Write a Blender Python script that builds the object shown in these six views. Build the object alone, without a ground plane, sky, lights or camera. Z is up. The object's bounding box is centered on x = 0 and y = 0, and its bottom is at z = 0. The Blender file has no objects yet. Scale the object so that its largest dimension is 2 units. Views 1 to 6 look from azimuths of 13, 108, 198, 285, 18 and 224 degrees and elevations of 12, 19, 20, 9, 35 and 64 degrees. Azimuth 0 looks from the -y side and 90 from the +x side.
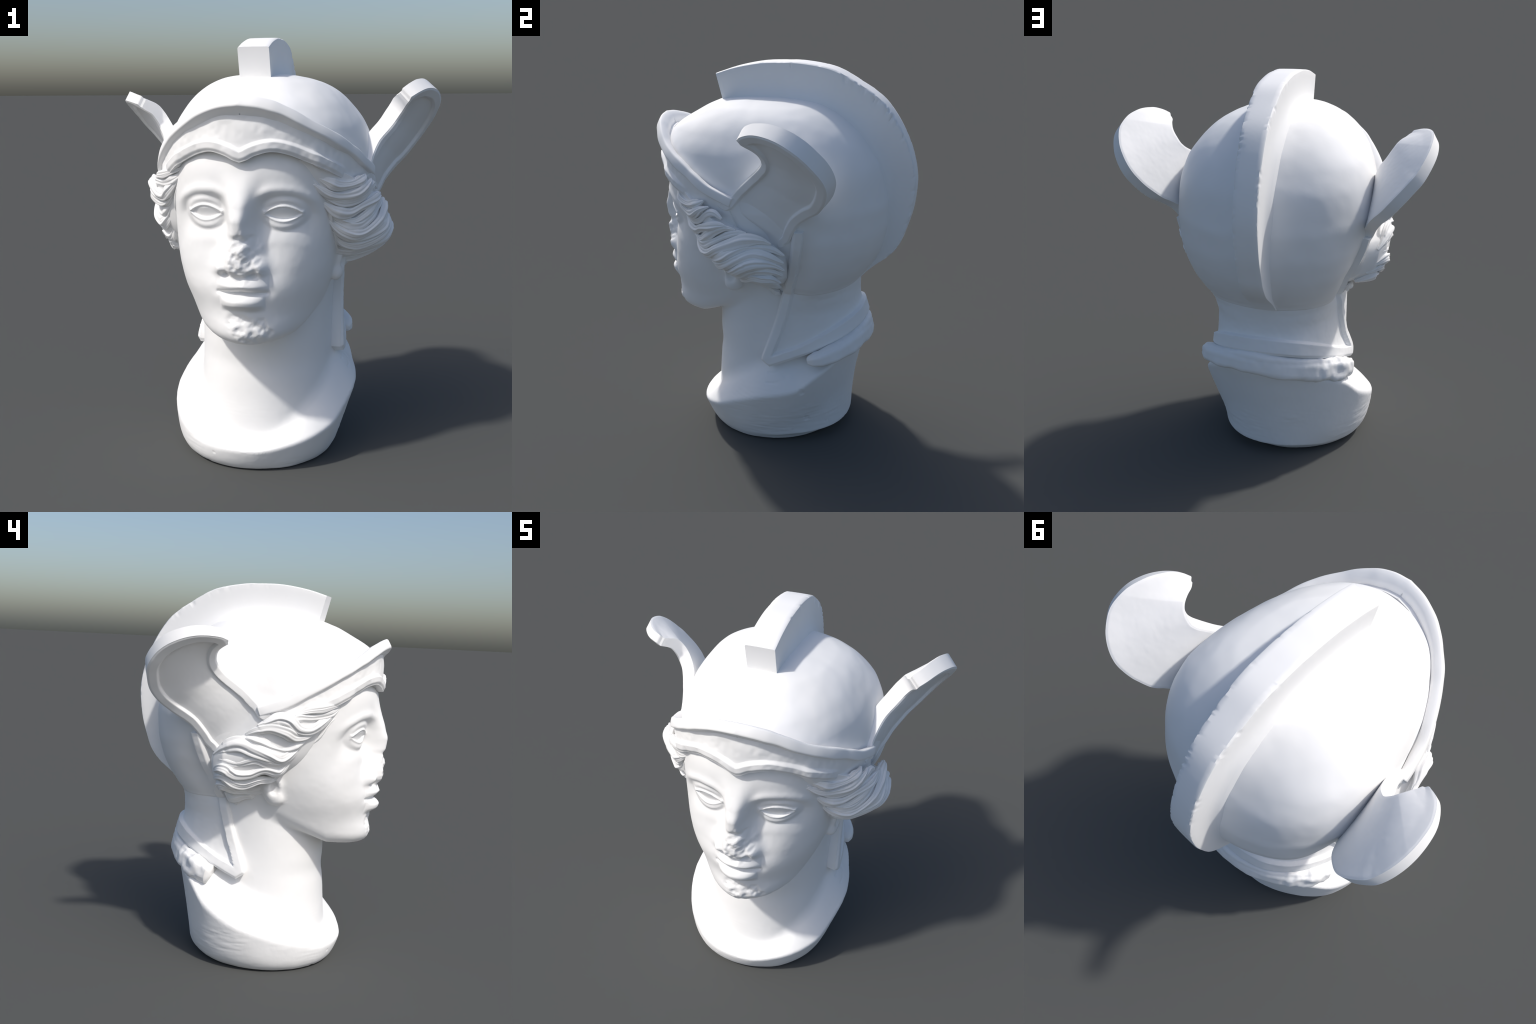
"""Plaster cast of a helmeted classical head: face, neck and cut bust, tall crest,
raised visor, flaring side flaps, neck guard, wavy hair and a broken roll at the nape."""
import bpy, math
import numpy as np

# ------------------------------------------------------------------ helpers
def curve1(xs, ys):
    """monotone cubic through control values"""
    xs = np.asarray(xs, float); ys = np.asarray(ys, float)
    h = np.diff(xs); d = np.diff(ys) / h
    m = np.zeros_like(ys); m[0] = d[0]; m[-1] = d[-1]
    for i in range(1, len(xs) - 1):
        if d[i-1] * d[i] > 0:
            w1 = 2*h[i] + h[i-1]; w2 = h[i] + 2*h[i-1]
            m[i] = (w1 + w2) / (w1/d[i-1] + w2/d[i])
    def f(q):
        q = np.clip(np.asarray(q, float), xs[0], xs[-1])
        i = np.clip(np.searchsorted(xs, q) - 1, 0, len(xs) - 2)
        t = (q - xs[i]) / h[i]
        return ((1+2*t)*(1-t)**2*ys[i] + t*(1-t)**2*h[i]*m[i]
                + t*t*(3-2*t)*ys[i+1] + t*t*(t-1)*h[i]*m[i+1])
    return f

def spline(points, n):
    """n points evenly spaced by length on a Catmull-Rom curve through points"""
    P = np.asarray(points, float)
    P = np.vstack([2*P[0]-P[1], P, 2*P[-1]-P[-2]])
    out = []
    for i in range(1, len(P) - 2):
        t = np.linspace(0, 1, 24, endpoint=False)[:, None]
        a, b, c, d = P[i-1], P[i], P[i+1], P[i+2]
        out.append(.5*(2*b + (c-a)*t + (2*a-5*b+4*c-d)*t*t + (3*b-a-3*c+d)*t**3))
    out.append(P[-2][None])
    Q = np.vstack(out)
    s = np.r_[0, np.cumsum(np.linalg.norm(np.diff(Q, axis=0), axis=1))]
    q = np.linspace(0, s[-1], n)
    return np.stack([np.interp(q, s, Q[:, k]) for k in range(Q.shape[1])], 1)

def sstep(a, b, x):
    t = np.clip((x - a) / (b - a), 0, 1)
    return t*t*(3 - 2*t)

def bump(x, c, s):
    return np.exp(-((x - c) / s)**2)

def smin(a, b, k):
    h = np.clip(.5 + .5*(b - a)/k, 0, 1)
    return b + (a - b)*h - k*h*(1 - h)

def smax(a, b, k):
    return -smin(-a, -b, k)

def vnoise(P, scale, seed):
    """smooth value noise in -1..1 at points P (n,3)"""
    Q = np.asarray(P, float) / scale + 1000.0
    I = np.floor(Q).astype(np.int64); F = Q - I; F = F*F*(3 - 2*F)
    def hsh(i, j, k):
        n = (i*374761393 + j*668265263 + k*2147483647 + seed*974711) & 0xffffffff
        n = ((n ^ (n >> 13)) * 1274126177) & 0xffffffff
        n = n ^ (n >> 16)
        return (n & 0xffff) / 32767.5 - 1.0
    r = 0
    for a in (0, 1):
        for b in (0, 1):
            for c in (0, 1):
                w = (F[:, 0] if a else 1-F[:, 0]) * (F[:, 1] if b else 1-F[:, 1]) * (F[:, 2] if c else 1-F[:, 2])
                r = r + w * hsh(I[:, 0]+a, I[:, 1]+b, I[:, 2]+c)
    return r

def dist_poly(P, L):
    """distance of points P (n,3) to polyline L (m,3)"""
    best = np.full(len(P), 9.0)
    for a, b in zip(L[:-1], L[1:]):
        ab = b - a
        t = np.clip((P - a) @ ab / (ab @ ab + 1e-12), 0, 1)
        best = np.minimum(best, np.linalg.norm(P - a - t[:, None]*ab, axis=1))
    return best

# ------------------------------------------------------------------ materials
def plaster(name, col, seed, grain=1.0):
    m = bpy.data.materials.new(name); m.use_nodes = True
    nt = m.node_tree; N = nt.nodes; L = nt.links
    b = N["Principled BSDF"]; b.inputs["Roughness"].default_value = .62
    b.inputs["Specular IOR Level"].default_value = .3
    tc = N.new("ShaderNodeTexCoord")
    mp = N.new("ShaderNodeMapping"); mp.inputs["Location"].default_value = (seed, seed*1.7, seed*.3)
    L.new(tc.outputs["Object"], mp.inputs["Vector"])
    n1 = N.new("ShaderNodeTexNoise"); n1.inputs["Scale"].default_value = 5; n1.inputs["Detail"].default_value = 6
    L.new(mp.outputs["Vector"], n1.inputs["Vector"])
    r = N.new("ShaderNodeValToRGB")
    r.color_ramp.elements[0].position = .3; r.color_ramp.elements[1].position = .75
    r.color_ramp.elements[0].color = (col[0]*.975, col[1]*.972, col[2]*.965, 1)
    r.color_ramp.elements[1].color = (*col, 1)
    L.new(n1.outputs["Fac"], r.inputs["Fac"])
    L.new(r.outputs["Color"], b.inputs["Base Color"])
    n2 = N.new("ShaderNodeTexNoise"); n2.inputs["Scale"].default_value = 60; n2.inputs["Detail"].default_value = 5
    L.new(mp.outputs["Vector"], n2.inputs["Vector"])
    bp = N.new("ShaderNodeBump"); bp.inputs["Strength"].default_value = .06*grain
    bp.inputs["Distance"].default_value = .004
    L.new(n2.outputs["Fac"], bp.inputs["Height"]); L.new(bp.outputs["Normal"], b.inputs["Normal"])
    return m

WHITE = (.90, .90, .90)
MAT = plaster("plaster", WHITE, 0.0)
MAT_HAIR = plaster("plaster_hair", WHITE, 3.1, .6)
MAT_HELM = plaster("plaster_helmet", WHITE, 7.7)
MAT_BASE = plaster("plaster_base", (.89, .89, .89), 5.2, 2.0)

# ------------------------------------------------------------------ object building
root = bpy.data.objects.new("statue_head", None)
root.empty_display_size = .2
bpy.context.scene.collection.objects.link(root)
root["label"] = "white plaster cast of a helmeted classical woman's head"
root["category"] = "statue head"

def add(name, V, Fc, mat, parent=root, normals=None, smooth=True):
    me = bpy.data.meshes.new(name)
    V = np.ascontiguousarray(V, np.float32)
    Fc = np.asarray(Fc, np.int32)
    k = Fc.shape[1]
    me.vertices.add(len(V)); me.vertices.foreach_set("co", V.ravel())
    me.loops.add(Fc.size); me.loops.foreach_set("vertex_index", Fc.ravel())
    me.polygons.add(len(Fc)); me.polygons.foreach_set("loop_start", np.arange(0, Fc.size, k, dtype=np.int32))
    me.update(calc_edges=True); me.validate()
    me.polygons.foreach_set("use_smooth", np.full(len(me.polygons), smooth))
    if normals is not None:
        me.normals_split_custom_set_from_vertices(normals.tolist())
    me.materials.append(mat)
    ob = bpy.data.objects.new(name, me)
    bpy.context.scene.collection.objects.link(ob)
    ob.parent = parent
    return ob

def sharp(ob, angle):
    me = ob.data
    me.set_sharp_from_angle(angle=math.radians(angle))
    return ob

def grid_faces(n, m, off=0, wrap=False, flip=False):
    i, j = np.meshgrid(np.arange(n-1), np.arange(m if wrap else m-1), indexing="ij")
    a = i*m + j; b = i*m + (j+1) % m; c = (i+1)*m + (j+1) % m; d = (i+1)*m + j
    f = np.stack([a, b, c, d], -1).reshape(-1, 4) + off
    return f[:, ::-1] if flip else f

def grid_normals(P):
    du = np.gradient(P, axis=0); dv = np.gradient(P, axis=1)
    n = np.cross(du, dv)
    return n / (np.linalg.norm(n, axis=2, keepdims=True) + 1e-12)

def plate(P, Q):
    """closed solid between two (n,m,3) grids: vertices and quads"""
    n, m = P.shape[:2]
    V = np.vstack([P.reshape(-1, 3), Q.reshape(-1, 3)]); o = n*m
    ring = np.r_[np.arange(m), m-1 + m*np.arange(1, n), (n-1)*m + np.arange(m-2, -1, -1), m*np.arange(n-2, 0, -1)]
    nx = np.roll(ring, -1)
    wall = np.stack([ring, ring+o, nx+o, nx], 1)
    F = np.vstack([grid_faces(n, m), grid_faces(n, m, o, flip=True), wall])
    return V, F

def tube(C, prof, caps=True):
    """C (n,m,3) rings -> closed tube with fan-less caps (collapsed ends)"""
    n, m = C.shape[:2]
    V = C.reshape(-1, 3); F = grid_faces(n, m, wrap=True)
    if caps:
        V = np.vstack([V, C[0].mean(0), C[-1].mean(0)])
        j = np.arange(m); k = (j+1) % m
        a, b = n*m, n*m+1
        tri0 = np.stack([k, j, np.full(m, a), np.full(m, a)], 1)
        o = (n-1)*m
        tri1 = np.stack([o+j, o+k, np.full(m, b), np.full(m, b)], 1)
        return V, F, tri0[:, :3], tri1[:, :3]
    return V, F, None, None

def add_tube(name, C, mat, parent=root):
    n, m = C.shape[:2]
    V, F, t0, t1 = tube(C, None)
    tris = np.vstack([F[:, [0, 1, 2]], F[:, [0, 2, 3]], t0, t1])
    return add(name, V, tris, mat, parent)

# ------------------------------------------------------------------ implicit surface -> quads
def surface_nets(F, axes):
    """quads on the zero level of F, sampled on a rectilinear grid with the given axes"""
    nx, ny, nz = F.shape
    S = F < 0
    cnt = np.zeros((nx-1, ny-1, nz-1), np.int8)
    for a in (0, 1):
        for b in (0, 1):
            for c in (0, 1):
                cnt += S[a:nx-1+a, b:ny-1+b, c:nz-1+c]
    act = (cnt > 0) & (cnt < 8)
    I = np.argwhere(act)
    idx = np.full(act.shape, -1, np.int32); idx[act] = np.arange(len(I), dtype=np.int32)
    acc = np.zeros((len(I), 3)); num = np.zeros(len(I))
    cor = [(a, b, c) for a in (0, 1) for b in (0, 1) for c in (0, 1)]
    val = {c: F[I[:, 0]+c[0], I[:, 1]+c[1], I[:, 2]+c[2]].astype(float) for c in cor}
    for c in cor:
        for ax in range(3):
            if c[ax] == 0:
                d = list(c); d[ax] = 1; d = tuple(d)
                a, b = val[c], val[d]
                x = (a < 0) != (b < 0)
                t = np.where(x, a / np.where(x, a - b, 1), 0)
                p = np.repeat(np.array(c, float)[None], len(I), 0); p[:, ax] += t
                acc += p * x[:, None]; num += x
    fr = acc/num[:, None]
    V = np.stack([axes[k][I[:, k]] + fr[:, k]*(axes[k][I[:, k]+1] - axes[k][I[:, k]]) for k in range(3)], 1)
    faces = []
    for ax in range(3):
        u, v = (ax+1) % 3, (ax+2) % 3
        sl0 = [slice(1, -1)]*3; sl1 = [slice(1, -1)]*3
        sl0[ax] = slice(0, -1); sl1[ax] = slice(1, None)
        A, B = S[tuple(sl0)], S[tuple(sl1)]
        E = np.argwhere(A != B)
        base = E.copy(); base[:, u] += 1; base[:, v] += 1      # grid coords of the edge start
        inside0 = A[tuple(E.T)]
        q = []
        for du, dv in ((-1, -1), (0, -1), (0, 0), (-1, 0)):
            c = base.copy(); c[:, u] += du; c[:, v] += dv
            q.append(idx[tuple(c.T)])
        q = np.stack(q, 1)
        q[~inside0] = q[~inside0][:, ::-1]
        faces.append(q)
    Fq = np.vstack(faces)
    return V, Fq[(Fq >= 0).all(1)]

def vertex_normals(V, F):
    n = np.cross(V[F[:, 2]] - V[F[:, 0]], V[F[:, 3]] - V[F[:, 1]])
    N = np.zeros_like(V)
    for k in range(4):
        np.add.at(N, F[:, k], n)
    return N / (np.linalg.norm(N, axis=1, keepdims=True) + 1e-12)

def take(V, F, N, mask):
    f = F[mask]; used = np.unique(f)
    mp = np.full(len(V), -1, np.int64); mp[used] = np.arange(len(used))
    return V[used], mp[f], N[used]

# ------------------------------------------------------------------ face relief, seen from the front
brow_line = curve1([0, .04, .08, .14, .2, .27, .33, .4], [1.285, 1.298, 1.318, 1.334, 1.330, 1.300, 1.255, 1.2])
nose_out = curve1([.93, .955, .975, .995, 1.03, 1.10, 1.145, 1.17, 1.215, 1.277, 1.346, 1.43, 1.5],
                  [.0, .010, .026, .060, .081, .096, .090, .098, .098, .066, .030, .004, 0])
nose_wid = curve1([.95, 1.0, 1.05, 1.1, 1.2, 1.3, 1.4], [.094, .098, .090, .074, .050, .060, .08])
EYE_Z = 1.243

def eye_gap(X, z):
    """signed gap to the almond eye opening, negative inside"""
    t = np.clip((X - .100) / .142, 0, 1)
    arch = np.sin(np.pi*t)**.85
    up = EYE_Z + .027*arch + .003*(1-t); lo = EYE_Z - .026*arch - .002*t
    out = np.maximum(np.maximum(z - up, lo - z), np.maximum(.100 - X, X - .242))
    return out

def face_relief(x, z):
    X = np.abs(x)
    D = np.zeros(np.broadcast(x, z).shape)
    D = D + .012*bump(X, 0, .17)*sstep(1.22, 1.34, z)*(1 - sstep(1.45, 1.55, z))
    # eye sockets under the brow edge
    g = brow_line(X) - z
    win = sstep(.045, .10, X)*(1 - sstep(.26, .34, X))
    depth = .036 - .014*sstep(.12, .3, X)
    D = D - depth*sstep(-.012, .060, g)*(1 - sstep(.075, .22, g))*win
    D = D + .008*bump(g, -.018, .022)*sstep(.05, .1, X)*(1 - sstep(.27, .34, X))
    # eyeball, lids
    ball = np.clip(1 - ((X - .172)/.112)**2 - ((z - EYE_Z - .002)/.082)**2, 0, None)
    D = D + .024*np.sqrt(ball)*sstep(0, .55, ball)
    e = eye_gap(X, z)
    upper = z > EYE_Z
    D = D + np.where(upper, .009, .0045)*sstep(-.001, .004, e)*(1 - sstep(.006, np.where(upper, .017, .014), e))
    # the eyeball sits back under the upper lid and slants slightly down
    D = D + (1 - sstep(-.005, .001, e))*(-.005 + .36*(z - EYE_Z))
    # nose
    hw = nose_wid(z)
    Xn = np.abs(x + .008)                                  # the nose sits slightly to one side
    D = D + nose_out(z)*np.exp(-(Xn/hw)**3.0)
    D = D + .028*bump(Xn, .092, .022)*bump(z, 1.015, .030)
    D = D - .034*bump(Xn, .060, .020)*bump(z, .988, .013)
    # cheeks
    D = D + .010*bump(X, .2, .09)*bump(z, 1.06, .10)
    # mouth and chin
    D = D + .029*bump(X, 0, .13)*bump(z, .905, .080)
    seam = .906 + .001*sstep(.03, .11, X) + .003*bump(X, 0, .03)
    v = z - seam
    wide = np.clip(1 - (X/.116)**2, 0, None)
    D = D + .034*wide**.8*sstep(-.004, .034, v)*(1 - sstep(.026, .100, v))*(1 - .25*bump(X, 0, .016)*sstep(.03, .06, v))
    D = D + .036*np.clip(1 - (X/.100)**2, 0, None)**.8*sstep(.004, -.042, v)*(1 - sstep(.052, .090, -v))
    D = D - .020*wide**.4*bump(v, -.002, .008)
    D = D - .004*bump(X, .120, .020)*bump(z, .907, .020)
    D = D + .004*bump(X, 0, .10)*bump(z, .80, .025)
    D = D + .019*bump(X, 0, .14)*bump(z, .740, .055)
    return D

def fracture(x, z):
    """broken nose and chipped chin"""
    P = np.stack([x.ravel(), np.zeros(x.size), z.ravel()], 1)
    n = (.9*vnoise(P, .044, 13) + .7*vnoise(P, .021, 4) + .28*vnoise(P, .010, 5)).reshape(x.shape)
    wob = .016*vnoise(P, .03, 9).reshape(x.shape)
    half = np.interp(z, [.97, 1.0, 1.08, 1.15, 1.2], [.050, .074, .064, .042, .010])
    m1 = (1 - sstep(-.012, .012, np.abs(x - .018 + wob) - half))*sstep(.985, 1.01, z)*(1 - sstep(1.15, 1.20, z + wob))
    m2 = 1 - sstep(.75, 1.10, np.sqrt(((x - .022 + wob)/.105)**2 + ((z - .742 + .25*x + wob)/.075)**2))
    m3 = (1 - sstep(.03, .06, np.abs(x - .01 + wob)))*sstep(.92, .94, z)*(1 - sstep(.96, .98, z))
    return m1*(.0085*n - .001) + m2*(.0065*n - .006) + m3*.0025*n

# ------------------------------------------------------------------ body: head, neck, cut bust
def build_body():
    # finer cells over the face, coarser ones elsewhere
    def axis(stops):
        out = [np.array([stops[0][0]])]
        for (a0, _), (a1, st) in zip(stops[:-1], stops[1:]):
            k = int(round((a1 - a0)/st)); out.append(a0 + (a1 - a0)*np.arange(1, k+1)/k)
        return np.concatenate(out)
    xs = axis([(-.54, 0), (-.285, .006), (.285, .0034), (.54, .006)])
    ys = axis([(-.74, 0), (-.43, .0034), (-.30, .005), (.45, .0075)])
    zz = axis([(-.0225, 0), (.66, .0065), (1.37, .0034), (1.63, .007)])
    n = (len(xs), len(ys), len(zz))
    x = xs[:, None, None]; y = ys[None, :, None]
    F = np.full(n, .2, np.float32)

    # head: stacked superellipse sections
    k0 = np.searchsorted(zz, .56); k1 = n[2]
    zh = zz[k0:k1]
    tz = [.56, .62, .66, .70, .75, .80, .90, 1.0, 1.1, 1.2, 1.3, 1.4, 1.5, 1.58, 1.63]
    a = curve1(tz, [.19, .230, .248, .265, .283, .300, .335, .358, .368, .373, .375, .372, .362, .33, .29])(zh)
    yf = curve1(tz, [-.56, -.595, -.612, -.616, -.612, -.608, -.612, -.597, -.585, -.593, -.609, -.614, -.602, -.56, -.5])(zh)
    p = curve1(tz, [1.9, 1.9, 1.9, 1.95, 2.0, 2.05, 2.15, 2.25, 2.3, 2.3, 2.3, 2.3, 2.25, 2.1, 2.0])(zh)
    yc = -.20; yb = .15
    X2 = np.repeat(x[:, 0, 0][:, None], len(zh), 1); Z2 = np.repeat(zh[None], n[0], 0)
    D = (face_relief(X2, Z2) + fracture(X2, Z2))[:, None, :]
    w = 1 - sstep(-.45, -.30, y)
    yy = y + D*w - yc
    b = np.where(yy < 0, yc - yf[None, None, :], yb - yc)
    A = np.abs(x)/a[None, None, :]/np.where(x < 0, 1.042 + .008*(1 - sstep(.78, .92, zh))[None, None], 1.0)
    p = p[None, None] + np.where(x < 0, .18, 0)*sstep(.75, .95, zh)[None, None]
    q = (A**p + (np.abs(yy)/b)**p)**(1/p)
    fh = (q - 1)*.40
    zj = .656 + .34*np.clip(y + .43, 0, None) + .55*x**2
    fh = smax(fh, (zj - zh[None, None, :])*.95, .055)
    # ears
    X = np.abs(x)
    def ell(c, r):
        return (np.sqrt(((X-c[0])/r[0])**2 + ((y-c[1])/r[1])**2 + ((zh[None, None]-c[2])/r[2])**2) - 1)*min(r)
    fe = smin(ell((.352, -.185, .918), (.032, .046, .040)), ell((.366, -.165, .99), (.032, .060, .075)), .02)
    fe = smax(fe, -ell((.392, -.185, .970), (.024, .026, .034)), .012)
    fh = smin(fh, fe, .014)
    F[:, :, k0:k1] = fh
    del q, fh, fe

    # neck column
    k1 = np.searchsorted(zz, 1.0); zn = zz[:k1]
    a = curve1([0, .2, .3, .45, .6, .75, .9, 1.0], [.345, .34, .333, .322, .318, .32, .325, .33])(zn)
    yf = curve1([0, .2, .3, .42, .5, .57, .65, 1.0], [-.405, -.40, -.392, -.380, -.370, -.373, -.37, -.35])(zn)
    yy = y + .02
    b = np.where(yy < 0, -.02 - yf[None, None], .37)
    a = a[None, None]*np.where(x < 0, 1.03, .99)
    q = ((np.abs(x)/a)**2.15 + (np.abs(yy)/b)**2.15)**(1/2.15)
    fn = (q - 1)*.35
    del q
    # bust: slanted breast above a rim, undercut below
    X2 = x[:, :, 0]; Y2 = y[:, :, 0]
    cx, cy = 0.0, -.05
    th = np.arctan2(Y2 - cy, X2 - cx); rho = np.hypot(X2 - cx, Y2 - cy)
    rim = np.array([(0, -.505, .115), (.18, -.455, .14), (.348, -.325, .195), (.41, -.18, .262), (.442, -.04, .318), (.418, .150, .362),
                    (.365, .265, .45), (.21, .375, .51), (0, .420, .52), (-.2, .380, .50), (-.380, .262, .45), (-.460, .14, .335),
                    (-.490, -.03, .252), (-.460, -.173, .206), (-.375, -.330, .158), (-.225, -.458, .118)])
    ra = np.arctan2(rim[:, 1] - cy, rim[:, 0] - cx); o = np.argsort(ra); ra = ra[o]
    def ring(v):
        v = v[o]
        return curve1(np.r_[ra[-3:] - 2*np.pi, ra, ra[:3] + 2*np.pi], np.r_[v[-3:], v, v[:3]])
    rr = ring(np.hypot(rim[:, 0] - cx, rim[:, 1] - cy))(th)
    rz = ring(rim[:, 2])(th)
    ct, st = np.cos(th), np.sin(th)
    # footprint ellipse centre (-.035,-.08)
    fx, fy, sa, sb = -.036, -.084, .374, .376
    ox, oy = (cx - fx)/sa, (cy - fy)/sb
    qa = (ct/sa)**2 + (st/sb)**2; qb = ox*ct/sa + oy*st/sb; qc = ox*ox + oy*oy - 1
    rf = (-qb + np.sqrt(qb*qb - qa*qc))/qa - .012
    t = np.clip(zn[None, None]/rz[:, :, None], 0, 1.3)
    prof = rf[:, :, None] + (rr - rf)[:, :, None]*t + (.016 + (.034 + .016*bump(Y2, .12, .16))*sstep(.1, -.3, X2)*sstep(.50, .22, Y2) + .016*sstep(0, .3, Y2)*sstep(-.25, 0, X2))[:, :, None]*(1 - np.exp(-zn/.045))[None, None]*np.clip(1 - t, 0, 1)
    fu = (rho[:, :, None] - prof)*.85
    Ah = (.035 + .165*sstep(.1, .85, np.abs(ct)))*(1 - .75*sstep(.1, .3, Y2))
    u = np.clip((rho - .22)/(rr - .22), 0, 1.6)
    fz = (zn[None, None] - (rz + Ah*(1 - u**1.7))[:, :, None])*.62
    fb = smax(smax(fu, fz, .012), -zn[None, None]*np.ones_like(fu) + .0, .006)
    fn = smax(fn, -zn[None, None] + .05, .01)
    fn = smin(fn, fb, .030)
    fn = smax(fn, -zn[None, None]*np.ones_like(fn), .004)
    F[:, :, :k1] = smin(F[:, :, :k1], fn, .03)
    del fn, fb, fu, fz, prof, t

    V, Fq = surface_nets(F, (xs, ys, zz))
    N = vertex_normals(V, Fq)
    # settle the faint terracing of the grid, then slight plaster unevenness
    for it in range(2):
        S = np.zeros_like(V); C = np.zeros(len(V))
        for i in range(4):
            for j in (1, 3):
                np.add.at(S, Fq[:, i], V[Fq[:, (i+j) % 4]]); np.add.at(C, Fq[:, i], 1)
        V = V + .5*(S/C[:, None] - V)
    und = .0011*vnoise(V, .08, 21) + .0003*vnoise(V, .022, 22)
    # dragged tool marks and a few nicks on the cut underside
    low = sstep(.36, .2, V[:, 2] - .25*sstep(.2, .45, V[:, 0]))
    drag = vnoise(V*[1, 1, 9] + V[:, [2]]*[.8, .8, 0], .06, 31)*sstep(-.2, .5, vnoise(V, .16, 32))
    nick = sstep(.55, .8, vnoise(V*[1, 1, 2.2], .045, 33))*sstep(.1, .6, vnoise(V, .2, 34))
    V = V + N*(und + low*(.0011*drag - .004*nick))[:, None]
    V[:, 2] -= V[:, 2].min()
    N = vertex_normals(V, Fq)
    C = V[Fq].mean(1)
    AX = np.abs(C[:, 0])
    eyes = (eye_gap(AX, C[:, 2]) < -.002) & (C[:, 1] < -.4)
    ear = (AX > .335) & (np.abs(C[:, 1] + .175) < .058) & (C[:, 2] > .872) & (C[:, 2] < 1.07) & (AX > .36 - .4*np.abs(C[:, 1] + .14))
    under = .66 + .35*np.clip(C[:, 1] + .43, 0, None) + .30*AX**2
    head = (C[:, 2] > under - .045*(C[:, 1] > -.40)) & ~eyes & ~ear
    head |= (C[:, 1] < -.41) & (C[:, 2] > .55) & ~eyes & ~ear
    rest = ~(head | eyes | ear)
    ang = np.arctan2(C[:, 1] - cy, C[:, 0] - cx)
    line = ring(rim[:, 2])(ang)
    basem = rest & (C[:, 2] < line)
    neckm = rest & ~basem
    ho = add("head", *take(V, Fq, N, head)[:2], MAT, root, take(V, Fq, N, head)[2])
    for s in (-1, 1):
        side = C[:, 0]*s > 0
        for nm, mk in (("eye", eyes), ("ear", ear)):
            v, f, nn = take(V, Fq, N, mk & side)
            if len(f): add(nm, v, f, MAT, ho, nn)
    v, f, nn = take(V, Fq, N, neckm); add("neck", v, f, MAT, root, nn)
    v, f, nn = take(V, Fq, N, basem); add("bust_base", v, f, MAT_BASE, root, nn)

# ------------------------------------------------------------------ helmet sections (shared by dome and guard)
#      z      half-width  front y  back y
ROWS = [(1.834, .004, -.105, -.095), (1.831, .10, -.19, .03), (1.822, .170, -.288, .125), (1.797, .252, -.368, .232),
        (1.752, .330, -.455, .313), (1.68, .400, -.575, .398), (1.59, .460, -.635, .466), (1.48, .495, -.635, .525),
        (1.38, .508, -.56, .550), (1.30, .516, -.45, .562), (1.20, .514, -.36, .560), (1.10, .494, -.30, .541),
        (1.0, .456, -.26, .501), (.93, .415, -.24, .452), (.885, .378, -.2, .413), (.84, .354, -.2, .404),
        (.80, .347, -.2, .402), (.75, .344, -.2, .406), (.70, .345, -.2, .418), (.65, .348, -.2, .432),
        (.60, .352, -.2, .446), (.50, .362, -.2, .46), (.44, .368, -.2, .46)]
_R = np.array(ROWS)
_s = np.r_[0, np.cumsum(np.hypot(np.diff(_R[:, 0]), np.diff(_R[:, 3])))]
sec_z, sec_w, sec_f, sec_b = [curve1(_s, _R[:, k]) for k in range(4)]
_zs = _R[::-1, 0]
w_of_z = curve1(_zs, _R[::-1, 1]); b_of_z = curve1(_zs, _R[::-1, 3]); f_of_z = curve1(_zs, _R[::-1, 2])

def edge_y(z):
    """front edge of the neck guard"""
    return curve1([.44, .50, .59, .68, .776, .885, 1.008, 1.111, 1.25, 1.3],
                  [-.03, -.043, -.018, .014, .044, .075, .118, .146, .175, .18])(z)

def tuck(x, y, z):
    """the skin draws in towards the guard's front edge, beside the hair"""
    k = curve1([.75, .83, .90, 1.0, 1.11, 1.25, 1.34], [0, .03, .13, .15, .10, .03, 0])(z)
    e = edge_y(z); left = x > 0
    return 1 - k*np.where(left, 1.0, 1.18)*(1 - sstep(e, e + np.where(left, .19, .30), y))

def rim_plane(y):
    return 1.700 - .575*(y + .645)

def skin(th, z, w, f, b):
    """helmet skin at angle th (0 = +x side, pi/2 = back)"""
    c, s = np.cos(th), np.sin(th)
    yc = curve1([.4, .75, .9, 1.2, 1.6, 1.75, 1.834], [.0, .0, .12, .11, .09, .02, -.10])(z)
    p = np.where(s > 0, curve1([.4, .80, .87, .95, 1.10, 1.25, 1.42, 1.6, 1.84], [2.36, 2.36, 2.10, 1.94, 1.98, 2.06, 2.18, 2.30, 2.36])(z), 2.12)
    r = (np.abs(c)**p + np.abs(s)**p)**(-1/p)
    y = yc + np.where(s > 0, b - yc, yc - f)*s*r
    x = w*c*r
    return np.where(x < 0, x*(1 - (.022 + .024*(1 - sstep(.9, 1.1, z)))*sstep(.50, .65, z)*(1 - sstep(1.6, 1.78, z))), x), y

def guard_xy(th, z):
    """th=0 at the back, positive towards +x"""
    x, y = skin(np.pi/2 - th, z, w_of_z(z), f_of_z(z), b_of_z(z))
    return x*tuck(x, y, z), y

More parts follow.
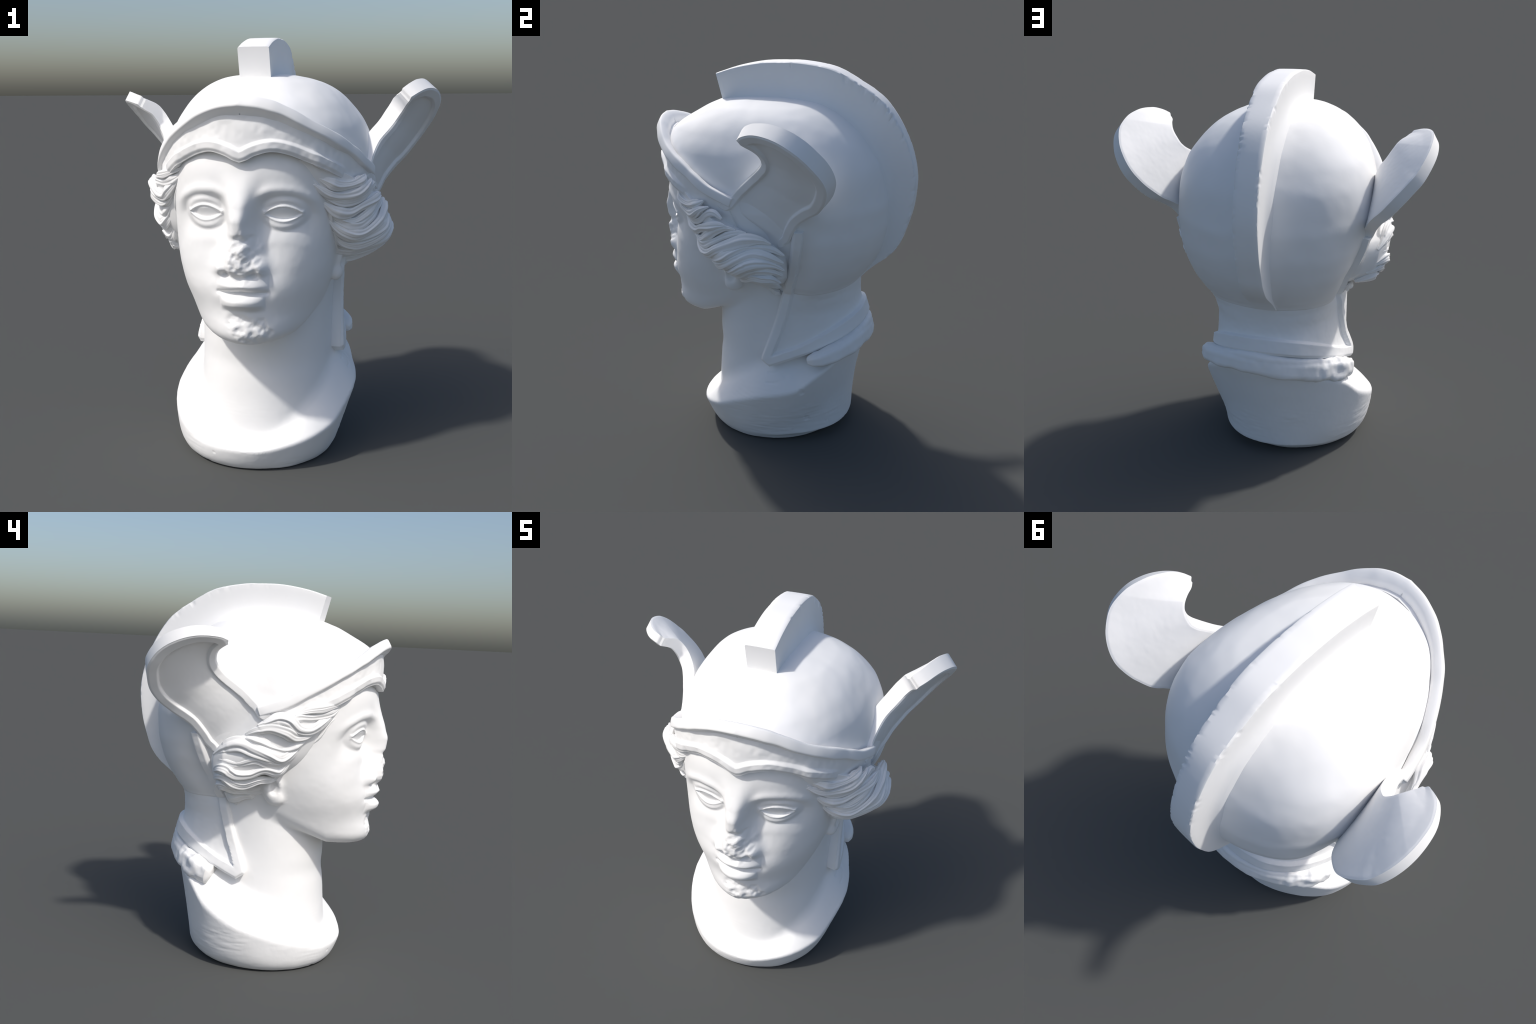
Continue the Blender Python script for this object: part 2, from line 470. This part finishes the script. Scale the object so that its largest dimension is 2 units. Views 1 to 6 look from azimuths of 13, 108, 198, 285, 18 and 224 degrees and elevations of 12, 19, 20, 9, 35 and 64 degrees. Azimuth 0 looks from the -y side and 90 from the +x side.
def build_dome():
    n, m = 240, 360
    send = _s[[i for i, r in enumerate(ROWS) if r[0] == .885][0]]
    s = np.r_[np.linspace(0, send, n), send]
    th = np.linspace(0, 2*np.pi, m, endpoint=False)[None]
    z, w, f, b = [g(s)[:, None] for g in (sec_z, sec_w, sec_f, sec_b)]
    X, Y = skin(th*np.ones_like(z), z*np.ones_like(th), w, f, b)
    P = np.stack([X, Y, z*np.ones_like(th)], -1)
    # below the visor the dome draws in under the plate
    below = sstep(.03, .08, rim_plane(P[..., 1]) - .035*sstep(.25, .5, -P[..., 0]) - P[..., 2])*sstep(.12, -.02, P[..., 1])
    P[..., 0] *= 1 - .06*below
    P[..., 1] = np.where(P[..., 1] < 0, P[..., 1]*(1 - .05*below), P[..., 1])
    P[..., 0] *= tuck(P[..., 0], P[..., 1], P[..., 2])
    P[-1] = [0, .1, .87]
    N = grid_normals(P)
    N[0] = N[-1] = 0
    Q = P.reshape(-1, 3)
    P = P - N*(.0022*vnoise(Q, .16, 41) + .0010*vnoise(Q, .05, 42)).reshape(P.shape[:2])[..., None]
    V = P.reshape(-1, 3)
    return add("helmet", V, grid_faces(n+1, m, wrap=True), MAT_HELM)

def build_crest(helmet):
    outer = [(-.336, 1.946), (-.232, 1.976), (-.105, 1.997), (.01, 2.0), (.118, 1.995), (.262, 1.967), (.372, 1.912), (.50, 1.826),
             (.578, 1.732), (.640, 1.615), (.674, 1.512), (.689, 1.418), (.686, 1.335), (.672, 1.24), (.645, 1.15), (.618, 1.08),
             (.568, 1.015), (.482, .947), (.418, .885)]
    inner = [(-.295, 1.78), (-.20, 1.78), (-.09, 1.785), (0, 1.785), (.09, 1.775), (.20, 1.745), (.28, 1.70), (.36, 1.63),
             (.42, 1.55), (.465, 1.47), (.49, 1.40), (.50, 1.33), (.50, 1.27), (.495, 1.2), (.485, 1.13), (.47, 1.08),
             (.445, 1.02), (.40, .96), (.36, .9)]
    n = 260
    J = np.hstack([np.array(outer), np.array(inner)])
    P = spline(J, n)
    o, i = P[:, :2], P[:, 2:]
    t = np.linspace(0, 1, n)
    hw = np.interp(t, [0, .3, .6, 1], [.071, .070, .060, .060])
    lean_o = np.interp(t, [0, .3, .6, 1], [-.009, -.015, -.026, -.020])
    lean_i = np.interp(t, [0, .3, .6, 1], [-.006, -.010, -.018, -.020])
    rings = []
    # half section: across (u of half width), down (v from outer 0 to inner 1), flare
    sec = [(-.90, 0), (-.6, -.003), (-.3, -.004), (0, -.005), (.3, -.004), (.6, -.003), (.90, 0), (.985, .02), (1, .05), (1, .15), (1, .25), (1.0, .35),
           (1.02, .45), (1.05, .52), (1.12, .60), (1.26, .68), (1.5, .78), (1.5, 1)]
    sec = sec + [(-u, v) for u, v in sec[::-1] if v > 0]
    sec = np.array(sec)
    m = len(sec)
    U, Vv = sec[:, 0], sec[:, 1]
    C = np.zeros((n, m, 3))
    yz = o[:, None]*(1 - Vv[None, :, None]) + i[:, None]*Vv[None, :, None]
    lean = lean_o[:, None]*(1 - Vv[None]) + lean_i[:, None]*Vv[None]
    flat = np.interp(t, [0, .02, .12, .4], [.0, .1, .4, 1.0])[:, None]         # no flare at the front end
    Uf = np.where(np.abs(U)[None] > 1, np.sign(U)[None]*(1 + (np.abs(U)[None] - 1)*flat), U[None])
    C[..., 0] = lean + Uf*hw[:, None]
    C[..., 1:] = yz
    # chips along the edge on the +x side, slight ones on the other
    Q = C.reshape(-1, 3)
    nz = vnoise(Q, .03, 51)*.6 + vnoise(Q, .012, 52)*.6
    edge = np.exp(-((np.abs(U) - .95)/.10)**2)*(Vv < .12)
    amt = (edge*np.where(U > 0, 1.0, .25))[None] * (sstep(.10, .25, t)*(1 - .7*sstep(.55, .8, t)))[:, None]
    dn = (i - o); dn /= np.linalg.norm(dn, axis=1, keepdims=True)
    chip = np.clip(nz.reshape(n, m) - .05, 0, 1)*.020*amt
    C[..., 0] -= np.sign(U)[None]*chip*1.0
    C[..., 1:] += dn[:, None]*(chip*.5)[..., None]
    ob = add_tube("crest", C, MAT_HELM, helmet)
    return sharp(ob, 40)

# visor: plate between the raised rim above and the brow-shaped edge below (right half mirrored)
VIS_U = [(0, -.644, 1.680), (.085, -.634, 1.670), (.175, -.606, 1.645), (.26, -.562, 1.605), (.348, -.482, 1.552), (.432, -.352, 1.482),
         (.474, -.265, 1.432), (.500, -.145, 1.395)]
VIS_L = [(0, -.646, 1.466), (.03, -.648, 1.476), (.066, -.644, 1.494), (.13, -.630, 1.509), (.197, -.592, 1.495), (.27, -.547, 1.462),
         (.318, -.520, 1.440), (.385, -.43, 1.395), (.45, -.28, 1.33), (.497, -.10, 1.25)]

def sag(C):
    C = C.copy(); C[:, 2] -= .030*sstep(.25, .5, -C[:, 0])
    return C

def build_visor(helmet):
    n, m = 161, 60
    U = spline(VIS_U, n); Lc = spline(VIS_L, n)
    mir = np.array([-1, 1, 1])
    U = sag(np.vstack([U[:0:-1]*mir, U])); Lc = sag(np.vstack([Lc[:0:-1]*mir, Lc]))
    t = np.linspace(0, 1, m)[None, :, None]
    P = U[:, None]*(1 - t) + Lc[:, None]*t
    # the plate is a little hollow between its rims
    N = grid_normals(P)
    if N[n-1, m//2, 1] > 0: N = -N
    T = t[..., 0]
    P = P + N*(.004*np.sin(np.pi*T))[..., None]
    flat = P.reshape(-1, 3)
    d = dist_poly(flat, Lc).reshape(P.shape[:2])
    ax = np.abs(P[..., 0])
    fade = 1 - sstep(.36, .42, ax)
    und = (.0025*vnoise(flat, .05, 61) + .0012*vnoise(flat, .02, 62)).reshape(d.shape)
    rim_h = .017*(1 - sstep(.040, .056, d))*fade*(1 - .45*(1 - sstep(0, .018, d)))
    F_ = P + N*(rim_h + und - .006*fade)[..., None]
    B_ = P - N*.055
    V, F = plate(F_, B_)
    ob = add("visor", V, F, MAT_HELM, helmet)
    sharp(ob, 50)
    # raised rim along the top of the plate
    c = [(0, -.648, 1.709), (.085, -.637, 1.699), (.175, -.606, 1.669), (.26, -.556, 1.619), (.348, -.475, 1.566), (.432, -.347, 1.497),
         (.470, -.265, 1.448), (.497, -.160, 1.408), (.503, -.118, 1.392)]
    n = 140
    C = spline(c, n); C = sag(np.vstack([C[:0:-1]*mir, C]))
    T = np.gradient(C, axis=0); T /= np.linalg.norm(T, axis=1, keepdims=True)
    up = np.array([0, .5, .87]); up /= np.linalg.norm(up)
    out = np.cross(T, up); out /= np.linalg.norm(out, axis=1, keepdims=True)
    upv = np.cross(out, T)
    k = 20; a = np.linspace(0, 2*np.pi, k, endpoint=False)
    se = lambda v: np.sign(v)*np.abs(v)**.45
    s = np.abs(np.linspace(-1, 1, len(C)))
    hw = np.interp(s, [0, .5, 1], [.024, .021, .018]); hh = np.interp(s, [0, .5, 1], [.028, .026, .024])
    Q = C.reshape(-1, 3)
    wob = 1 + .10*vnoise(Q, .06, 71)
    if out[len(C)//2, 1] > 0: out = -out
    if upv[len(C)//2, 2] < 0: upv = -upv
    inn = np.clip(-np.cos(a), 0, 1)
    front = (1 - .6*s)[:, None]
    ro = np.where(np.cos(a) > 0, 1.0, 1.0)[None]*se(np.cos(a))[None]*(hw*wob)[:, None] - .034*inn[None]**1.5*front
    ru = se(np.sin(a))[None]*(hh*wob)[:, None] - .030*inn[None]**1.5*front
    R = C[:, None] + out[:, None]*ro[..., None] + upv[:, None]*ru[..., None]
    add_tube("visor_rim", R, MAT_HELM, helmet)

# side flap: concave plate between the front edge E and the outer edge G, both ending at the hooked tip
FLAP_E = [(.490, -.195, 1.372), (.500, -.148, 1.400), (.502, -.118, 1.432), (.507, -.090, 1.462), (.517, -.056, 1.493), (.533, -.018, 1.527), (.566, .029, 1.569),
          (.588, .057, 1.598), (.604, .066, 1.621), (.625, .058, 1.652), (.639, .037, 1.673), (.650, .010, 1.689), (.660, -.008, 1.702)]
FLAP_G = [(.480, -.13, 1.245), (.485, -.03, 1.195), (.475, .08, 1.170), (.490, .150, 1.200), (.524, .185, 1.262), (.550, .220, 1.318), (.585, .275, 1.366), (.612, .322, 1.396), (.650, .355, 1.438),
          (.687, .377, 1.486), (.717, .385, 1.528), (.750, .373, 1.579), (.782, .338, 1.635), (.803, .281, 1.694), (.796, .205, 1.738),
          (.772, .135, 1.757), (.740, .070, 1.757), (.703, .014, 1.740), (.672, -.014, 1.720)]

# on the other side the flap hangs a little lower and flatter
FLAP_E2 = [(.490, -.195, 1.342), (.500, -.150, 1.370), (.503, -.12, 1.398), (.508, -.09, 1.427), (.516, -.058, 1.459), (.530, -.022, 1.490), (.558, .040, 1.541),
           (.590, .070, 1.585), (.610, .070, 1.617), (.628, .055, 1.645), (.648, .028, 1.663), (.660, .0, 1.678)]
FLAP_G2 = [(.480, -.13, 1.215), (.475, -.03, 1.165), (.455, .08, 1.140), (.470, .150, 1.168), (.505, .188, 1.232), (.532, .230, 1.288), (.571, .310, 1.349), (.619, .357, 1.40), (.667, .378, 1.457),
           (.730, .364, 1.532), (.762, .341, 1.573), (.788, .292, 1.625), (.800, .227, 1.666), (.795, .151, 1.695), (.775, .085, 1.706),
           (.730, .022, 1.702), (.682, .0, 1.690)]

def build_flap(helmet, side):
    n, m = 200, 110
    E = spline(FLAP_E if side > 0 else FLAP_E2, n); G = spline(FLAP_G if side > 0 else FLAP_G2, n)
    # pair the edges so that cross lines stay roughly square to the flap
    q = np.linspace(0, 1, n)
    qe = np.interp(q, [0, .35, .7, 1], [0, .40, .78, 1]); qg = np.interp(q, [0, .35, .7, 1], [0, .36, .68, 1])
    pick = lambda C, v: np.stack([np.interp(v, q, C[:, k]) for k in range(3)], 1)
    E, G = pick(E, qe), pick(G, qg)
    t = np.linspace(0, 1, m)[None, :, None]
    P = E[:, None]*(1 - t) + G[:, None]*t
    span = np.linalg.norm(G - E, axis=1)[:, None, None]
    N = grid_normals(P)
    if N[n//2, m//2, 2] > 0: N = -N             # front face looks outward and down
    ref = N[20:150, 20:90].reshape(-1, 3).mean(0)
    N[-9:] = N[-10]
    P0 = P
    P = P0 + N*((.016 if side > 0 else .026)*np.sin(np.pi*t)*np.sin(np.pi*np.clip(q*1.15, 0, 1))[:, None, None])
    flat = P.reshape(-1, 3)
    line = np.vstack([E[int(n*.07):], G[np.argmax(G[:, 1] > .135):][::-1]])
    d = dist_poly(flat, line).reshape(n, m)
    rim = .015*(1 - sstep(.038, .050, d))
    rim = rim*(1 - .35*(1 - sstep(0, .010, d)))
    und = (.0008*vnoise(flat*[side, 1, 1], .07, 81) + .0003*vnoise(flat*[side, 1, 1], .018, 82)).reshape(n, m)
    Fr = P + N*(rim + und + .003 - .014*sstep(.08, .18, q)[:, None] - .012*sstep(.10, .02, q)[:, None])[..., None]
    thick = np.interp(q, [0, .2, .5, .8, 1], [.050, .066, .077, .081, .062])[:, None]*(1.0 if side > 0 else .76 + .6*sstep(.35, .1, q)[:, None])
    # rear face, its border slightly drawn in so the edge is rounded
    Bk = P0 - N*(thick*(1 - .03*(1 - sstep(0, .010, d))) + und)[..., None]
    sc = np.array([side, 1, 1])
    # the outline stands a touch wider than the traced edges
    grow = sstep(.05, 0, d)[..., None]*.009*sstep(.2, .4, q)[:, None, None]
    dirn = (P0 - P0[n//4:].mean((0, 1)))*[1, 1, 1]; dirn /= np.linalg.norm(dirn, axis=2, keepdims=True)
    far = sstep(.4, .8, t)
    Fr = Fr + dirn*grow*far; Bk = Bk + dirn*grow*far
    V, F = plate(Fr*sc, Bk*sc)
    ob = add("side_flap", V, F if side > 0 else F[:, ::-1], MAT_HELM, helmet)
    sharp(ob, 48)

def bottom_z(y):
    return .470 + .186*np.clip(y/.455, 0, 1.2) + .75*np.clip(-y, 0, .06)

def build_guard(helmet):
    nu, nv = 260, 190
    u = np.linspace(-1, 1, nu)[:, None]
    ztop = 1.240 + .030*sstep(-.5, .5, u)
    v = np.linspace(0, 1, nv)[None]
    Z = np.full((nu, nv), .8); TH = u*1.57*np.ones_like(v)
    for it in range(12):
        ye = edge_y(Z)
        # exact end angle so that y equals the edge line
        lo, hi = np.full_like(Z, .6), np.full_like(Z, 2.3)
        for _ in range(18):
            mid = (lo + hi)/2
            yy = guard_xy(mid, Z)[1]
            lo = np.where(yy > ye, mid, lo); hi = np.where(yy > ye, hi, mid)
        TH = u*(lo + hi)/2
        X, Y = guard_xy(TH, Z)
        zb = bottom_z(Y)
        Z = ztop + (zb - ztop)*v
    X, Y = guard_xy(TH, Z)
    P = np.stack([X, Y, Z], -1)
    N = grid_normals(P)
    if N[nu//2, nv//2, 1] < 0: N = -N
    line = np.vstack([P[0], P[:, -1][1:-1], P[-1][::-1]])
    d = dist_poly(P.reshape(-1, 3), line).reshape(nu, nv)
    dtop = (ztop - Z)
    wide = .048 + .026*sstep(.1, .4, Y)*sstep(.85, .8, Z)
    rim = (.022 + .007*sstep(.88, .95, Z))*(1 - sstep(wide, wide + .012, d))
    rim = rim*(1 - .5*(1 - sstep(0, .014, d)))
    # above the nape only the border band stands proud of the dome
    sink = -.010*sstep(.86, .93, Z)
    Q = P.reshape(-1, 3)
    und = (.0016*vnoise(Q, .06, 91) + .0007*vnoise(Q, .02, 92)).reshape(nu, nv)
    Fr = P + N*(rim + sink*(d > .05) + und)[..., None]
    Bk = P - N*.05
    V, F = plate(Fr, Bk)
    ob = add("neck_guard", V, F, MAT_HELM, helmet)
    sharp(ob, 50)
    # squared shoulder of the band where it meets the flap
    for s in (-1, 1):
        pass

# ------------------------------------------------------------------ hair
# hairline, greatest width and the swell between them, by height
HAIR_LINE = curve1([.85, .9, .93, .965, 1.0, 1.05, 1.1, 1.2, 1.3, 1.4, 1.45, 1.5], [.06, .03, -.02, -.11, -.18, -.26, -.33, -.40, -.45, -.52, -.55, -.59])
HAIR_IN = curve1([.85, .9, 1.0, 1.1, 1.2, 1.3, 1.4, 1.45, 1.5], [.33, .335, .344, .348, .340, .323, .283, .25, .20])
HAIR_OUT = curve1([.85, .88, .93, .985, 1.07, 1.14, 1.23, 1.3, 1.4, 1.45, 1.5], [.36, .385, .455, .515, .560, .570, .548, .550, .505, .475, .45])
HAIR_SWELL = curve1([-.3, 0, .1, .3, .6, 1], [-.3, 0, .17, .47, .82, 1])

def hair_surface(y, z):
    t = (y - HAIR_LINE(z))/.30
    return HAIR_IN(z) + (HAIR_OUT(z) - HAIR_IN(z))*HAIR_SWELL(t) - .55*np.clip(y - .04, 0, None)

LOCKS_RIGHT = [
    (0.017, (-0.298, -0.517, 1.427), (-0.346, -0.474, 1.410), (-0.402, -0.418, 1.391), (-0.452, -0.355, 1.379), (-0.491, -0.297, 1.356)),
    (0.021, (-0.302, -0.513, 1.401), (-0.361, -0.451, 1.367), (-0.427, -0.380, 1.345), (-0.480, -0.318, 1.345), (-0.509, -0.263, 1.332)),
    (0.027, (-0.334, -0.475, 1.367), (-0.389, -0.408, 1.316), (-0.428, -0.361, 1.282), (-0.473, -0.314, 1.289), (-0.507, -0.274, 1.328), (-0.519, -0.226, 1.336), (-0.538, -0.180, 1.321), (-0.553, -0.128, 1.302)),
    (0.027, (-0.372, -0.423, 1.310), (-0.419, -0.361, 1.259), (-0.466, -0.303, 1.248), (-0.512, -0.261, 1.277), (-0.538, -0.193, 1.291), (-0.554, -0.130, 1.277), (-0.553, -0.067, 1.250)),
    (0.030, (-0.398, -0.379, 1.258), (-0.439, -0.322, 1.213), (-0.476, -0.263, 1.184), (-0.521, -0.205, 1.196), (-0.543, -0.141, 1.221), (-0.551, -0.085, 1.234), (-0.552, -0.034, 1.225)),
    (0.036, (-0.415, -0.345, 1.212), (-0.444, -0.291, 1.165), (-0.478, -0.232, 1.136), (-0.522, -0.185, 1.155), (-0.545, -0.120, 1.181), (-0.553, -0.058, 1.205), (-0.554, -0.006, 1.200), (-0.549, 0.053, 1.173), (-0.524, 0.101, 1.137)),
    (0.026, (-0.422, -0.320, 1.177), (-0.446, -0.249, 1.111), (-0.499, -0.181, 1.112), (-0.534, -0.120, 1.129), (-0.546, -0.037, 1.106), (-0.551, 0.038, 1.117), (-0.515, 0.104, 1.113)),
    (0.028, (-0.426, -0.289, 1.134), (-0.421, -0.221, 1.070), (-0.481, -0.154, 1.079), (-0.487, -0.087, 1.051), (-0.502, -0.020, 1.047), (-0.536, 0.041, 1.075), (-0.486, 0.105, 1.051)),
    (0.025, (-0.409, -0.253, 1.083), (-0.385, -0.185, 1.027), (-0.423, -0.123, 1.021), (-0.433, -0.050, 0.998), (-0.466, 0.001, 1.005), (-0.500, 0.051, 1.034), (-0.455, 0.108, 1.011)),
    (0.032, (-0.364, -0.232, 1.039), (-0.350, -0.159, 0.989), (-0.341, -0.074, 0.947), (-0.382, 0.006, 0.949), (-0.449, 0.054, 0.985), (-0.392, 0.102, 0.953)),
    (0.028, (-0.334, -0.097, 0.945), (-0.336, -0.025, 0.920), (-0.347, 0.034, 0.910), (-0.365, 0.079, 0.933)),
    (0.015, (-0.343, 0.004, 0.918), (-0.334, 0.018, 0.885), (-0.327, 0.031, 0.852)),
]
# the other side, as seen in profile: (half width, (y, z) along the lock)
LOCKS_LEFT = [
    (.022, (-.50, 1.392), (-.46, 1.372), (-.42, 1.352), (-.37, 1.352), (-.31, 1.372), (-.27, 1.392)),
    (.022, (-.50, 1.362), (-.45, 1.325), (-.40, 1.305), (-.34, 1.312), (-.28, 1.350), (-.235, 1.368)),
    (.022, (-.475, 1.325), (-.42, 1.290), (-.365, 1.272), (-.30, 1.290), (-.245, 1.335), (-.205, 1.342), (-.165, 1.318)),
    (.024, (-.45, 1.285), (-.395, 1.238), (-.34, 1.222), (-.29, 1.250), (-.23, 1.270), (-.17, 1.285), (-.13, 1.280)),
    (.022, (-.425, 1.25), (-.365, 1.20), (-.31, 1.180), (-.255, 1.215), (-.20, 1.255), (-.145, 1.275), (-.09, 1.270)),
    (.024, (-.41, 1.225), (-.345, 1.170), (-.285, 1.155), (-.225, 1.19), (-.16, 1.225), (-.10, 1.250), (-.04, 1.255)),
    (.027, (-.395, 1.195), (-.325, 1.135), (-.26, 1.125), (-.19, 1.165), (-.11, 1.200), (-.04, 1.225), (.03, 1.228), (.08, 1.205)),
    (.027, (-.375, 1.165), (-.30, 1.105), (-.235, 1.095), (-.16, 1.13), (-.10, 1.165), (-.04, 1.19), (.03, 1.195), (.09, 1.18), (.14, 1.145)),
    (.027, (-.345, 1.13), (-.275, 1.075), (-.21, 1.065), (-.14, 1.098), (-.07, 1.138), (0, 1.16), (.065, 1.148), (.135, 1.108)),
    (.026, (-.315, 1.10), (-.245, 1.045), (-.18, 1.035), (-.11, 1.065), (-.04, 1.105), (.03, 1.12), (.09, 1.105), (.135, 1.07)),
    (.026, (-.28, 1.07), (-.215, 1.015), (-.15, 1.005), (-.08, 1.035), (-.02, 1.07), (.04, 1.082), (.09, 1.065), (.125, 1.035)),
    (.024, (-.245, 1.035), (-.185, .985), (-.12, .985), (-.06, 1.01), (0, 1.04), (.06, 1.035), (.11, 1.0)),
    (.020, (-.13, .965), (-.075, .98), (-.02, 1.0), (.04, 1.0), (.09, .965)),
    (.018, (-.05, .955), (.02, .955), (.08, .925)),
    (.014, (-.02, .93), (.02, .90), (.06, .865)),
]

def from_profile(l):
    return (l[0],) + tuple((float(hair_surface(y, z)), y, z) for y, z in l[1:])

# thin wisps along the hairline
WISPS = [
    (0.008, (-0.243, -0.543, 1.417), (-0.307, -0.488, 1.360), (-0.350, -0.430, 1.289), (-0.368, -0.385, 1.216), (-0.372, -0.330, 1.137)),
    (0.009, (-0.274, -0.512, 1.383), (-0.335, -0.450, 1.322), (-0.366, -0.400, 1.239), (-0.374, -0.345, 1.166)),
    (0.008, (0.25, -0.535, 1.42), (0.30, -0.492, 1.36), (0.340, -0.435, 1.30), (0.352, -0.390, 1.216), (0.356, -0.335, 1.137)),
]

HEAD_A = curve1([.9, 1.0, 1.1, 1.2, 1.3, 1.4, 1.5], [.342, .358, .368, .373, .375, .372, .362])
HEAD_F = curve1([.9, 1.0, 1.1, 1.2, 1.3, 1.4, 1.5], [-.612, -.597, -.585, -.593, -.609, -.614, -.602])

def on_skin(p):
    x, y, z = p
    a = HEAD_A(z)*(1.045 if x < 0 else 1.0)
    if abs(x) > .93*a: return p
    return (x, float(-.20 + (HEAD_F(z) + .20)*(1 - (abs(x)/a)**2.3)**(1/2.3)), z)

def lock_rings(half, pts, seed, lift=.004, strands=3):
    n = 16*len(pts); k = 48
    C = spline(pts, n)
    left = C[:, 0] > 0                                     # lower locks swell out fuller, most on the +x side
    low = np.where(left, sstep(1.30, 1.06, C[:, 2]), sstep(1.12, .98, C[:, 2]))
    C[:, 0] += np.sign(C[:, 0])*np.where(left, .024*sstep(.02, -.10, C[:, 1]), .044)*low*sstep(.13, .06, C[:, 1])*sstep(.355, .40, np.abs(C[:, 0]))
    lift = lift + (.008*low - np.where(left, .006, .016)*bump(C[:, 2], 1.19, .05))[:, None]
    T = np.gradient(C, axis=0); T /= np.linalg.norm(T, axis=1, keepdims=True)
    y, z = C[:, 1], C[:, 2]; e = .004
    gx = np.stack([np.ones(n), -(hair_surface(y+e, z) - hair_surface(y-e, z))/(2*e), -(hair_surface(y, z+e) - hair_surface(y, z-e))/(2*e)], 1)
    gx[:, 1:] = np.clip(gx[:, 1:], -2, 2)
    gx[:, 0] *= np.sign(C[:, 0])
    nr = gx - (gx*T).sum(1, keepdims=True)*T
    nr /= np.linalg.norm(nr, axis=1, keepdims=True)
    sd = np.cross(T, nr)
    t = np.linspace(0, 1, n)
    lift = lift - .010*(1 - sstep(0, .3, t))[:, None]       # roots lie flat on the temple
    taper = np.clip(np.minimum((t + .02)/.28, (1.02 - t)/.22), .06, 1)**.7
    a = np.linspace(0, 2*np.pi, k, endpoint=False)
    ph = seed*1.7
    # groove pattern runs along the lock, drifting across it
    gro = 1 + .12*np.cos(strands*2*a[None] + ph + 2.2*t[:, None]*np.sin(ph)) + .06*np.cos((strands*3 + 2)*a[None] + ph*2 + 4*t[:, None]) + .03*np.cos(13*a[None] - 3*t[:, None])
    wv = 1 + .18*np.sin(2*np.pi*(t*1.6 + (seed*.37) % 1))
    R = half*taper*wv
    up = .85
    return (C + nr*lift)[:, None] + (np.cos(a)[None]*gro*R[:, None])[..., None]*sd[:, None] + (np.sin(a)[None]*gro*R[:, None]*up)[..., None]*nr[:, None]

def build_hair():
    # soft mass under the locks, one bun on each side
    parts_v, parts_f, off = [], [], 0
    for s in (1, -1):
        nz, ny = 120, 100
        z = np.linspace(.90, 1.47, nz)[:, None]*np.ones((1, ny)); u = np.linspace(0, 1, ny)[None]
        y0 = HAIR_LINE(z) + .004
        y1 = curve1([.90, .95, 1.1, 1.17, 1.22, 1.28, 1.34, 1.40, 1.47], [.05, .11, .13, .09, -.01, -.13, -.25, -.36, -.47])(z)
        y = y0 + (y1 - y0)*u
        d = np.minimum(z - .90, np.minimum(y - y0, y1 + .005 - y))
        x = hair_surface(y, z) + (.012*sstep(.02, -.10, y) if s > 0 else -.004)*sstep(1.25, 1.05, z)*sstep(.12, .04, y) - .010 - .02*sstep(1.02, .94, z) - .05*(1 - sstep(0, .035, d))
        A = np.stack([s*x, y, z], -1); B = A.copy(); B[..., 0] = s*np.minimum(.20, x - .05); 
        V, F = plate(A, B)
        if s < 0: F = F[:, ::-1]
        parts_v.append(V); parts_f.append(F + off); off += len(V)
    hair = add("hair", np.vstack(parts_v), np.vstack(parts_f), MAT_HAIR)
    k = 0
    for group in (LOCKS_RIGHT, [from_profile(l) for l in LOCKS_LEFT]):
        for l in group:
            k += 1
            add_tube("hair_lock", lock_rings(l[0], l[1:], k, lift=-.006 + .006*math.sin(k*2.4), strands=2 if l[0] < .022 else 3), MAT_HAIR, hair)
    for l in WISPS:
        k += 1
        add_tube("hair_wisp", lock_rings(l[0], [on_skin(p) for p in l[1:]], k, lift=-.001, strands=1), MAT_HAIR, hair)
    return hair

def build_nape_roll():
    path = [(.368, .205, .525), (.356, .280, .543), (.297, .357, .565), (.205, .408, .583), (.09, .436, .592), (0, .438, .590), (-.12, .411, .575),
            (-.22, .364, .552), (-.298, .300, .527), (-.362, .225, .503), (-.392, .145, .485)]
    n, k = 220, 36
    C = spline(path, n)
    T = np.gradient(C, axis=0); T /= np.linalg.norm(T, axis=1, keepdims=True)
    out = C*[1, 1, 0] - np.array([0, .02, 0]); out -= (out*T).sum(1, keepdims=True)*T
    out /= np.linalg.norm(out, axis=1, keepdims=True)
    up = np.cross(out, T); up *= np.sign(up[:, 2:3])
    a = np.linspace(0, 2*np.pi, k, endpoint=False); t = np.linspace(0, 1, n)
    ends = np.clip(np.minimum((t + .015)/.05, (1.0 - t + .03)/.03), .3, 1)**.5
    ho = np.interp(t, [0, .15, .5, .85, 1], [.026, .034, .043, .038, .034])*ends; hu = np.interp(t, [0, .15, .5, .85, 1], [.030, .046, .066, .062, .052])*ends
    se = lambda v: np.sign(v)*np.abs(v)**.8
    ridge = 1 + .16*np.exp(-((a - 5.9)/.45)**2)[None]                      # sharp fold low on the outside
    fold = 1 - .10*np.exp(-((a[None] - .75 - .35*np.sin(t*9)[:, None])/.22)**2)
    deep = np.where(np.cos(a) < 0, 1.9, 1.0)[None]
    R = C[:, None] + out[:, None]*(se(np.cos(a))[None]*ho[:, None]*ridge*fold*deep)[..., None] + up[:, None]*(se(np.sin(a))[None]*hu[:, None]*ridge*fold)[..., None]
    Q = R.reshape(-1, 3)
    brk = (.45 + .8*sstep(.72, .80, t))[:, None]                            # broken stretch near the -x end
    nz = (.011*vnoise(Q, .075, 101) + .005*vnoise(Q, .032, 102) + .0015*vnoise(Q, .014, 103)).reshape(n, k)*brk
    R = R + (R - C[:, None])/.045*nz[..., None]
    add_tube("nape_roll", R, MAT)

build_body()
helmet = build_dome()
build_crest(helmet)
build_visor(helmet)
for s in (1, -1):
    build_flap(helmet, s)
build_guard(helmet)
build_hair()
build_nape_roll()
